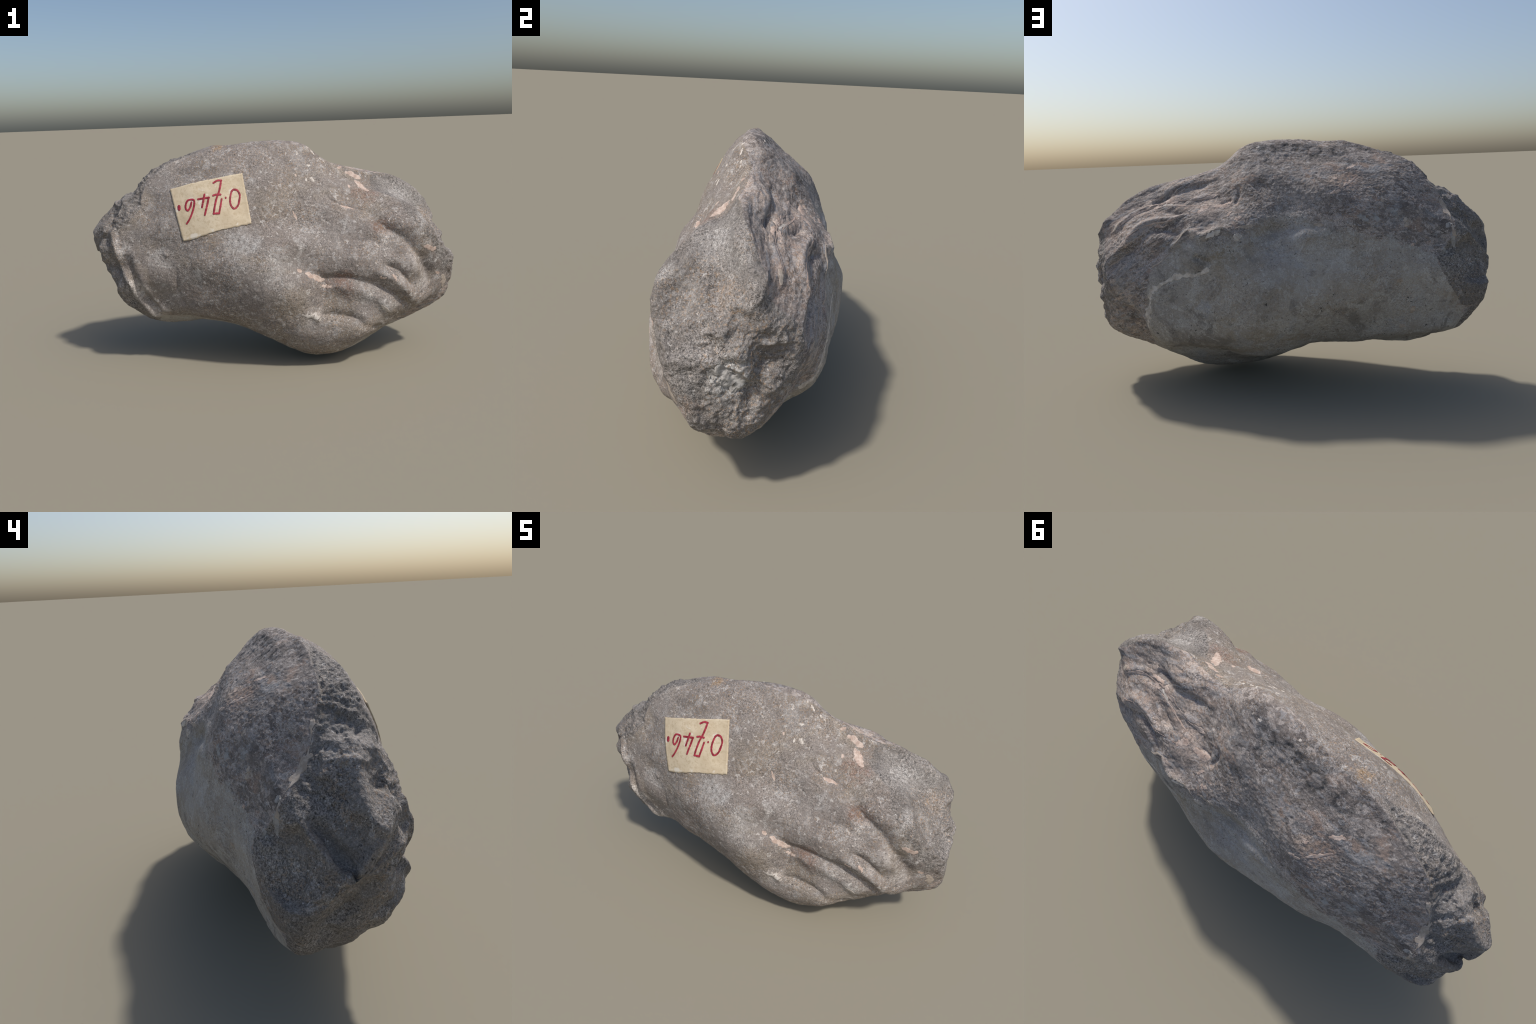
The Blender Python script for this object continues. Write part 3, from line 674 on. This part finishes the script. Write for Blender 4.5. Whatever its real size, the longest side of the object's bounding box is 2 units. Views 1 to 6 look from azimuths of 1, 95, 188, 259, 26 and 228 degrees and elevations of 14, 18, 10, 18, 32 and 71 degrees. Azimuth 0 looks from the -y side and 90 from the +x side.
def make_materials():
    mats = {}
    mats["front_face"] = stone_material(
        "grey_sandstone", tones=((0.196, 0.169, 0.152), (0.232, 0.206, 0.189), (0.290, 0.268, 0.252)), contrast=0.85, flakes=(0.5, (0.38, 0.36, 0.345)), ochre=0.55, pits=0.75,
        patches=((2.4, 0.48, 0.64, (0.255, 0.212, 0.165), 0.6), (5.0, 0.54, 0.68, (0.150, 0.134, 0.126), 0.65),
                 (13.0, 0.58, 0.64, (0.42, 0.40, 0.38), 0.32), (42.0, 0.60, 0.62, (0.52, 0.49, 0.46), 0.6)),
        spots=(((-0.157, -0.351, 0.72), 0.10, (0.43, 0.415, 0.40), 0.75), ((0.58, -0.262, 0.755), 0.07, (0.165, 0.095, 0.068), 0.75),
               ((0.37, -0.351, 0.491), 0.08, (0.19, 0.110, 0.080), 0.7), ((0.50, -0.15, 0.93), 0.08, (0.21, 0.135, 0.108), 0.7),
               ((0.73, -0.286, 0.57), 0.07, (0.46, 0.425, 0.40), 0.65), ((0.598, -0.303, 0.35), 0.07, (0.48, 0.46, 0.44), 0.7),
               ((-0.82, -0.20, 0.67), 0.07, (0.54, 0.50, 0.465), 0.9), ((-0.75, -0.23, 0.45), 0.08, (0.53, 0.49, 0.455), 0.9), ((-0.66, -0.17, 0.29), 0.07, (0.50, 0.465, 0.43), 0.85),
               ((-0.33, -0.17, 1.09), 0.11, (0.140, 0.122, 0.104), 0.6), ((-0.272, -0.08, 1.19), 0.035, (0.42, 0.27, 0.13), 0.6),
               ((0.60, -0.275, 0.69), 0.06, (0.47, 0.44, 0.415), 0.75), ((0.66, -0.31, 0.465), 0.05, (0.48, 0.44, 0.41), 0.75), ((0.80, -0.25, 0.44), 0.06, (0.48, 0.445, 0.415), 0.75),
               ((0.50, -0.34, 0.40), 0.05, (0.42, 0.40, 0.38), 0.5), ((0.03, -0.38, 0.60), 0.09, (0.40, 0.385, 0.37), 0.5), ((0.85, -0.24, 0.66), 0.05, (0.42, 0.38, 0.35), 0.5),
               ((0.20, -0.365, 0.32), 0.06, (0.46, 0.42, 0.39), 0.6), ((0.16, -0.12, 1.11), 0.06, (0.40, 0.385, 0.37), 0.6)))
    crust = dict(
        tones=((0.158, 0.135, 0.122), (0.192, 0.165, 0.150), (0.242, 0.213, 0.195)), contrast=0.7, flakes=(0.95, (0.365, 0.325, 0.300)), worn_at=0.535, ochre=0.4, pits=0.6,
        streak=((1.0, 1.5, 1.9), (0.3, 0.25, 0.0)),
        patches=((7.0, 0.55, 0.60, (0.34, 0.25, 0.200), 0.65), (4.0, 0.54, 0.64, (0.225, 0.224, 0.228), 0.5), (6.0, 0.44, 0.36, (0.105, 0.093, 0.090), 0.75),
                 (11.0, 0.565, 0.578, (0.36, 0.315, 0.285), 0.75), (17.0, 0.575, 0.588, (0.31, 0.312, 0.322), 0.5), (27.0, 0.58, 0.592, (0.42, 0.375, 0.345), 0.75)),
        spots=(((-0.33, 0.172, 1.015), 0.075, (0.40, 0.275, 0.205), 0.85), ((-0.275, 0.19, 1.03), 0.05, (0.46, 0.355, 0.28), 0.75),
               ((0.24, 0.218, 0.915), 0.07, (0.50, 0.395, 0.33), 0.8), ((0.32, 0.20, 0.92), 0.09, (0.45, 0.355, 0.295), 0.75),
               ((0.50, 0.14, 0.93), 0.09, (0.42, 0.325, 0.265), 0.7), ((0.62, 0.20, 0.86), 0.09, (0.40, 0.305, 0.25), 0.65), ((0.80, 0.18, 0.81), 0.10, (0.37, 0.275, 0.22), 0.65),
               ((-0.62, 0.15, 0.90), 0.12, (0.110, 0.097, 0.096), 0.7), ((-0.10, 0.03, 1.15), 0.13, (0.135, 0.127, 0.121), 0.6),
               ((0.07, 0.17, 1.02), 0.06, (0.085, 0.080, 0.079), 0.75), ((-0.468, 0.089, 1.055), 0.04, (0.27, 0.28, 0.29), 0.75),
               ((0.70, 0.27, 0.60), 0.13, (0.24, 0.238, 0.245), 0.6), ((-0.10, 0.24, 0.90), 0.12, (0.30, 0.295, 0.295), 0.6)),
        strata=((0.51, 0.57, (0.33, 0.26, 0.22), 0.55), (0.565, 0.60, (0.46, 0.375, 0.32), 0.8), (0.45, 0.39, (0.105, 0.095, 0.095), 0.7), (0.55, 0.60, (0.29, 0.295, 0.31), 0.55)),
        rings=MARKS)
    flank = dict(
        tones=((0.300, 0.272, 0.243), (0.362, 0.338, 0.310), (0.395, 0.378, 0.358)), contrast=0.42, flakes=(0.5, (0.40, 0.38, 0.355)), worn_at=0.55, ochre=0.3, pits=0.9,
        patches=((2.6, 0.48, 0.62, (0.285, 0.245, 0.195), 0.65), (4.0, 0.54, 0.66, (0.325, 0.330, 0.345), 0.6), (5.0, 0.46, 0.37, (0.190, 0.174, 0.160), 0.75),
                 (12.0, 0.575, 0.59, (0.44, 0.42, 0.395), 0.5), (30.0, 0.60, 0.615, (0.46, 0.44, 0.415), 0.6)),
        spots=(((0.224, 0.329, 0.80), 0.07, (0.42, 0.415, 0.41), 0.5), ((0.228, 0.362, 0.72), 0.08, (0.215, 0.175, 0.115), 0.75),
               ((0.03, 0.29, 0.825), 0.10, (0.215, 0.175, 0.12), 0.75), ((0.0, 0.336, 0.75), 0.11, (0.245, 0.258, 0.285), 0.5),
               ((-0.22, 0.30, 0.81), 0.10, (0.37, 0.37, 0.37), 0.5), ((0.34, 0.365, 0.685), 0.04, (0.08, 0.075, 0.07), 0.7),
               ((0.05, 0.40, 0.50), 0.14, (0.19, 0.178, 0.168), 0.5)))
    mats["rear_crust"] = mats["rear_flank"] = blended_stone("weathered_crust_over_grey_stone", crust, flank, CRUST_EDGE, 0.05, 0.30)
    broken = dict(contrast=1.05, flakes=(0.45, (0.40, 0.375, 0.355)), pits=0.8, bump=0.7, grain_size=0.85)
    mats["right_break"] = stone_material(
        "fractured_stone", tones=((0.165, 0.148, 0.135), (0.210, 0.192, 0.178), (0.260, 0.240, 0.222)), ochre=0.6,
        spots=(((0.969, 0.026, 0.512), 0.080, (0.55, 0.535, 0.51), 0.85), ((0.70, -0.02, 0.86), 0.11, (0.43, 0.41, 0.39), 0.7),
               ((0.842, 0.032, 0.871), 0.06, (0.37, 0.35, 0.33), 0.5), ((0.788, -0.219, 0.79), 0.04, (0.46, 0.44, 0.42), 0.7),
               ((0.88, 0.0, 0.759), 0.07, (0.30, 0.25, 0.21), 0.7), ((0.93, -0.16, 0.42), 0.10, (0.29, 0.20, 0.15), 0.6)), **broken)
    mats["left_break"] = stone_material(
        "dark_fractured_stone", tones=((0.163, 0.148, 0.136), (0.200, 0.182, 0.168), (0.250, 0.230, 0.210)), ochre=0.45,
        spots=(((-0.80, -0.04, 0.93), 0.12, (0.30, 0.28, 0.265), 0.6), ((-0.92, 0.06, 0.72), 0.09, (0.130, 0.124, 0.120), 0.5)), **broken)
    # pale flecks and the vein
    for name, colour, dark in (("peach", (0.56, 0.455, 0.39), (0.42, 0.315, 0.26)), ("white", (0.62, 0.57, 0.52), (0.44, 0.39, 0.345)),
                               ("tan", (0.46, 0.395, 0.335), (0.34, 0.285, 0.235)), ("grey", (0.36, 0.345, 0.33), (0.25, 0.238, 0.225)), ("chip", (0.52, 0.495, 0.465), (0.27, 0.255, 0.24))):
        m = Nodes(name + "_calcite")
        col = m.mix(m.ramp(m.noise(40, 4, 0.65), 0.40, 0.62), dark, colour)
        col = m.mix(m.ramp(m.noise(170, 3, 0.7), 0.44, 0.30, 0.0, 0.45), col, (0.16, 0.13, 0.11))
        mats[name] = m.finish(col, 0.8, m.noise(120, 3, 0.6), 0.3, 0.004)
    # paper and ink
    m = Nodes("aged_paper")
    col = m.mix(m.ramp(m.noise(9, 4, 0.6), 0.35, 0.68), (0.49, 0.40, 0.28), (0.58, 0.495, 0.365))
    col = m.mix(m.ramp(m.noise(60, 4, 0.7), 0.47, 0.66, 0.0, 0.65), col, (0.41, 0.32, 0.21))
    col = m.mix(m.ramp(m.noise(17, 3, 0.6), 0.58, 0.66, 0.0, 0.7), col, (0.64, 0.60, 0.53))
    mats["paper"] = m.finish(col, 0.85, m.noise(130, 3, 0.6), 0.15, 0.002)
    m = Nodes("red_ink")
    col = m.mix(m.ramp(m.noise(55, 3, 0.65), 0.35, 0.66), (0.20, 0.014, 0.026), (0.36, 0.035, 0.058))
    col = m.mix(m.ramp(m.noise(120, 3, 0.7), 0.66, 0.74), col, (0.48, 0.25, 0.2))
    mats["ink"] = m.finish(col, 0.55)
    return mats

# ---------------------------------------------------------------- build
def add(name, mesh, parent, material):
    mesh.materials.clear()
    mesh.materials.append(material)
    ob = bpy.data.objects.new(name, mesh)
    bpy.context.collection.objects.link(ob)
    ob.parent = parent
    return ob


def build_stone(root, mats):
    d, q = box_sphere(440, 230, 270)
    v = CENTRE + HALF * d * body_radius(d)[:, None]
    n = vertex_normals(v, q)
    v = v + n * relief_height(v)[:, None]
    v = flatten(v)
    v = v + n * mark_height(v)[:, None]
    v = rough_stone(v, n)
    # blunt tips: the broken ends stop at one metre on either side
    over = np.maximum(np.abs(v[:, 0]) - 0.985, 0.0)
    v[:, 0] -= np.sign(v[:, 0]) * (over - 0.015 * np.tanh(over / 0.015))
    v[:, 2] = np.maximum(v[:, 2], 0.0)
    n = vertex_normals(v, q)
    centre = v[q].mean(1)
    left, right, rear, crust = signed_regions(centre)
    kind = np.where(left > 0, 0, np.where(right > 0, 1, np.where(rear > 0, np.where(crust > 0, 2, 3), 4)))
    names = [("broken_end", "left_break"), ("broken_end", "right_break"), ("rear_crust", "rear_crust"),
             ("rear_flank", "rear_flank"), ("front_face", "front_face")]
    for k, (name, mat) in enumerate(names):
        faces = q[kind == k]
        used, local = np.unique(faces, return_inverse=True)
        me = make_mesh(name, v[used], local.reshape(faces.shape))
        me.normals_split_custom_set_from_vertices(n[used].tolist())
        add(name, me, root, mats[mat])
    return v, q, n


def surface_tree(v, q):
    return BVHTree.FromPolygons(v.tolist(), q.tolist())


def ribbon(tree, path, left, right, rise, across=8):
    """A thin flush inlay along a path, draped on the stone; its rim dives under the surface."""
    path = np.array(path)
    verts, faces = [], []
    count = len(path)
    for i in range(count):
        a, b = path[max(i - 1, 0)], path[min(i + 1, count - 1)]
        hit, normal, _, _ = tree.find_nearest(Vector(path[i]))
        side = normal.cross(Vector(b - a).normalized()).normalized()
        for s in range(across + 1):
            t = 2 * s / across - 1
            p = hit + side * (t * (left[i] if t < 0 else right[i]))
            h, nn, _, _ = tree.find_nearest(p)
            inner = 0 < s < across and 0 < i < count - 1
            verts.append(h + nn * (rise if inner else -0.0015))
    for i in range(count - 1):
        for s in range(across):
            k = i * (across + 1) + s
            faces.append((k, k + 1, k + across + 2, k + across + 1))
    return np.array(verts), np.array(faces)


def ragged(rng, count, low, high, soft=1):
    r = rng.uniform(low, high, count + 2)
    for _ in range(soft):
        r[1:-1] = 0.25 * r[:-2] + 0.5 * r[1:-1] + 0.25 * r[2:]
    return r[1:-1]


def build_flecks(tree, root, mats, rng):
    for kind, ax, ay, az, bx, by, bz, width in FLECKS:
        a, b = np.array([ax, ay, az]), np.array([bx, by, bz])
        count = 22
        t = np.linspace(-0.06, 1.06, count)
        along = np.linspace(-1, 1, count)
        path = a + t[:, None] * (b - a)
        path[:, 2] += rng.normal(0, 0.25) * width * (1 - along ** 2) + 0.12 * width * (ragged(rng, count, -1, 1))
        body = 0.62 * width * np.maximum(1 - np.abs(along) ** rng.uniform(1.6, 3.0), 0.0) ** 0.6 + 0.0004
        verts, faces = ribbon(tree, path, body * ragged(rng, count, 0.2, 1.7), body * ragged(rng, count, 0.2, 1.7), 0.0010)
        add("pale_fleck", make_mesh("pale_fleck", verts, faces), root, mats[kind])
    for name, kind, path, thin, thick in VEINS:
        path = smooth_path(path, 14)
        count = len(path)
        body = thin + (thick - thin) * np.abs(np.sin(np.arange(count) * 0.11 + 0.4 + 9 * thick / 0.01)) ** 1.5
        if name == "pale_chip":
            body = body * np.sqrt(np.maximum(1 - np.linspace(-1, 1, count) ** 2, 0)) + 0.0005
        low = 0.0 if name != "pale_chip" else 0.75
        verts, faces = ribbon(tree, path, body * ragged(rng, count, low, 1.6 - 0.4 * low, 1), body * ragged(rng, count, low, 1.6 - 0.4 * low, 1), 0.004 if low else 0.0014, 12)
        add(name, make_mesh(name, verts, faces), root, mats[kind])


# the paper label: corners on the stone, and pen strokes in label fractions
# (0..1 to the right, 0..1 downward).  The number was pasted upside down.
LABEL = {"top_left": (-0.522, -0.209, 0.986), "top_right": (-0.142, -0.198, 1.057), "low_right": (-0.101, -0.308, 0.812), "low_left": (-0.457, -0.309, 0.726)}
NUMERALS = [
    ("numeral", [[(.849, .286), (.892, .317), (.914, .41), (.895, .512), (.863, .61), (.807, .658), (.771, .589), (.77, .491), (.79, .39), (.817, .313), (.849, .286)]]),
    ("numeral", [[(.662, .427), (.63, .549), (.588, .686)], [(.590, .682), (.513, .664)],
                 [(.515, .668), (.555, .523), (.599, .389), (.644, .287), (.68, .173), (.705, .065)],
                 [(.707, .068), (.655, .055), (.599, .083)], [(.56, .325), (.608, .32), (.661, .338)]]),
    ("numeral", [[(.348, .329), (.414, .336), (.5, .346)], [(.448, .269), (.412, .388), (.378, .494)], [(.497, .342), (.451, .486), (.393, .647)]]),
    ("numeral", [[(.25, .352), (.223, .426), (.177, .485), (.155, .438), (.166, .369), (.202, .304), (.254, .300), (.292, .336), (.27, .443), (.22, .562), (.169, .649), (.118, .709)]]),
    ("ink_dot", [[(.068, .368), (.062, .415)]]),
    ("ink_dot", [[(.721, .412), (.719, .424)]]),
]


def build_label(tree, root, mats, rng):
    tl, tr, br, bl = (np.array(LABEL[k]) for k in ("top_left", "top_right", "low_right", "low_left"))
    facing = np.cross(tr - tl, bl - tl)
    facing = -facing / np.linalg.norm(facing)
    if facing[1] > 0:
        facing = -facing
    nu, nv = 44, 36

    def flat(u, w):
        return (1 - w) * ((1 - u) * tl + u * tr) + w * ((1 - u) * bl + u * br)

    # height of the stone under the label, smoothed as stiff paper would be
    high = np.zeros((nu + 1, nv + 1))
    for i in range(nu + 1):
        for j in range(nv + 1):
            p = flat(i / nu, j / nv)
            hit = tree.ray_cast(Vector(p + facing * 0.3), Vector(-facing))[0]
            high[i, j] = (np.array(hit) - p) @ facing if hit else 0.0
    raw = high.copy()
    for _ in range(16):
        pad = np.pad(high, 1, mode="edge")
        high = 0.2 * (pad[1:-1, 1:-1] + pad[:-2, 1:-1] + pad[2:, 1:-1] + pad[1:-1, :-2] + pad[1:-1, 2:])
    high = np.maximum(high, raw)
    for _ in range(2):
        pad = np.pad(high, 1, mode="edge")
        high = 0.2 * (pad[1:-1, 1:-1] + pad[:-2, 1:-1] + pad[2:, 1:-1] + pad[1:-1, :-2] + pad[1:-1, 2:])

    def at(u, w, lift):
        x, y = min(max(u, 0), 1) * nu, min(max(w, 0), 1) * nv
        i, j = min(int(x), nu - 1), min(int(y), nv - 1)
        fx, fy = x - i, y - j
        h = (high[i, j] * (1 - fx) + high[i + 1, j] * fx) * (1 - fy) + (high[i, j + 1] * (1 - fx) + high[i + 1, j + 1] * fx) * fy
        return flat(u, w) + facing * (h + lift)

    lift, thick = 0.0022, 0.0015
    verts, faces = [], []
    for i in range(nu + 1):
        for j in range(nv + 1):
            u, w = i / nu, j / nv
            # torn, slightly wavy edges
            if j == nv:
                w += 0.010 * math.sin(u * 9) + 0.006 * rng.normal()
            if j == 0:
                w += 0.003 * rng.normal()
            if i in (0, nu):
                u += 0.0022 * rng.normal()
            verts.append(at(u, w, lift))
    for i in range(nu):
        for j in range(nv):
            k = i * (nv + 1) + j
            faces.append((k, k + 1, k + nv + 2, k + nv + 1))
    paper = add("paper_label", make_mesh("paper_label", np.array(verts), np.array(faces)), root, mats["paper"])
    solid = paper.modifiers.new("thickness", "SOLIDIFY")
    solid.thickness, solid.offset = thick + 0.004, -1.0

    size_u, size_v = np.linalg.norm(tr - tl), np.linalg.norm(bl - tl)
    for name, strokes in NUMERALS:
        verts, faces = [], []
        for pen, stroke in enumerate(strokes):
            half = 0.0050 if name == "numeral" else (0.0085 if stroke[0][0] < 0.2 else 0.0045)
            path = smooth_path(stroke, 10) if len(stroke) > 2 else np.linspace(stroke[0], stroke[1], 8)
            metric = path * np.array([size_u, size_v])
            run = metric[1:] - metric[:-1]
            run = np.vstack([run, run[-1]])
            run /= np.maximum(np.linalg.norm(run, axis=1), 1e-9)[:, None]
            # round pen ends
            extra = [(metric[0] - run[0] * half * e, run[0], math.sqrt(1 - e * e)) for e in (0.98, 0.8, 0.45)]
            body = [(metric[i], run[i], 1.0) for i in range(len(metric))]
            tail = [(metric[-1] + run[-1] * half * e, run[-1], math.sqrt(1 - e * e)) for e in (0.45, 0.8, 0.98)]
            start = len(verts)
            line = extra + body + tail
            for p, r, scale in line:
                side = np.array([-r[1], r[0]])
                w_here = half * scale * (1 + 0.10 * rng.normal())
                for t in (-1, -0.5, 0, 0.5, 1):
                    s = p + side * t * w_here
                    verts.append(at(s[0] / size_u, s[1] / size_v, lift + 0.0009 + 0.0002 * pen))
            for i in range(len(line) - 1):
                for t in range(4):
                    k = start + i * 5 + t
                    faces.append((k, k + 1, k + 6, k + 5))
        ink = add(name, make_mesh(name, np.array(verts), np.array(faces)), paper, mats["ink"])
        solid = ink.modifiers.new("thickness", "SOLIDIFY")
        solid.thickness, solid.offset = 0.0012, 0.0


def build():
    rng = np.random.default_rng(7)
    root = bpy.data.objects.new("stone_specimen", None)
    bpy.context.collection.objects.link(root)
    root["label"] = "grey weathered stone specimen with cream paper label and red handwritten number"
    root["category"] = "stone"
    mats = make_materials()
    v, q, n = build_stone(root, mats)
    tree = surface_tree(v, q)
    build_flecks(tree, root, mats, rng)
    build_label(tree, root, mats, rng)


build()
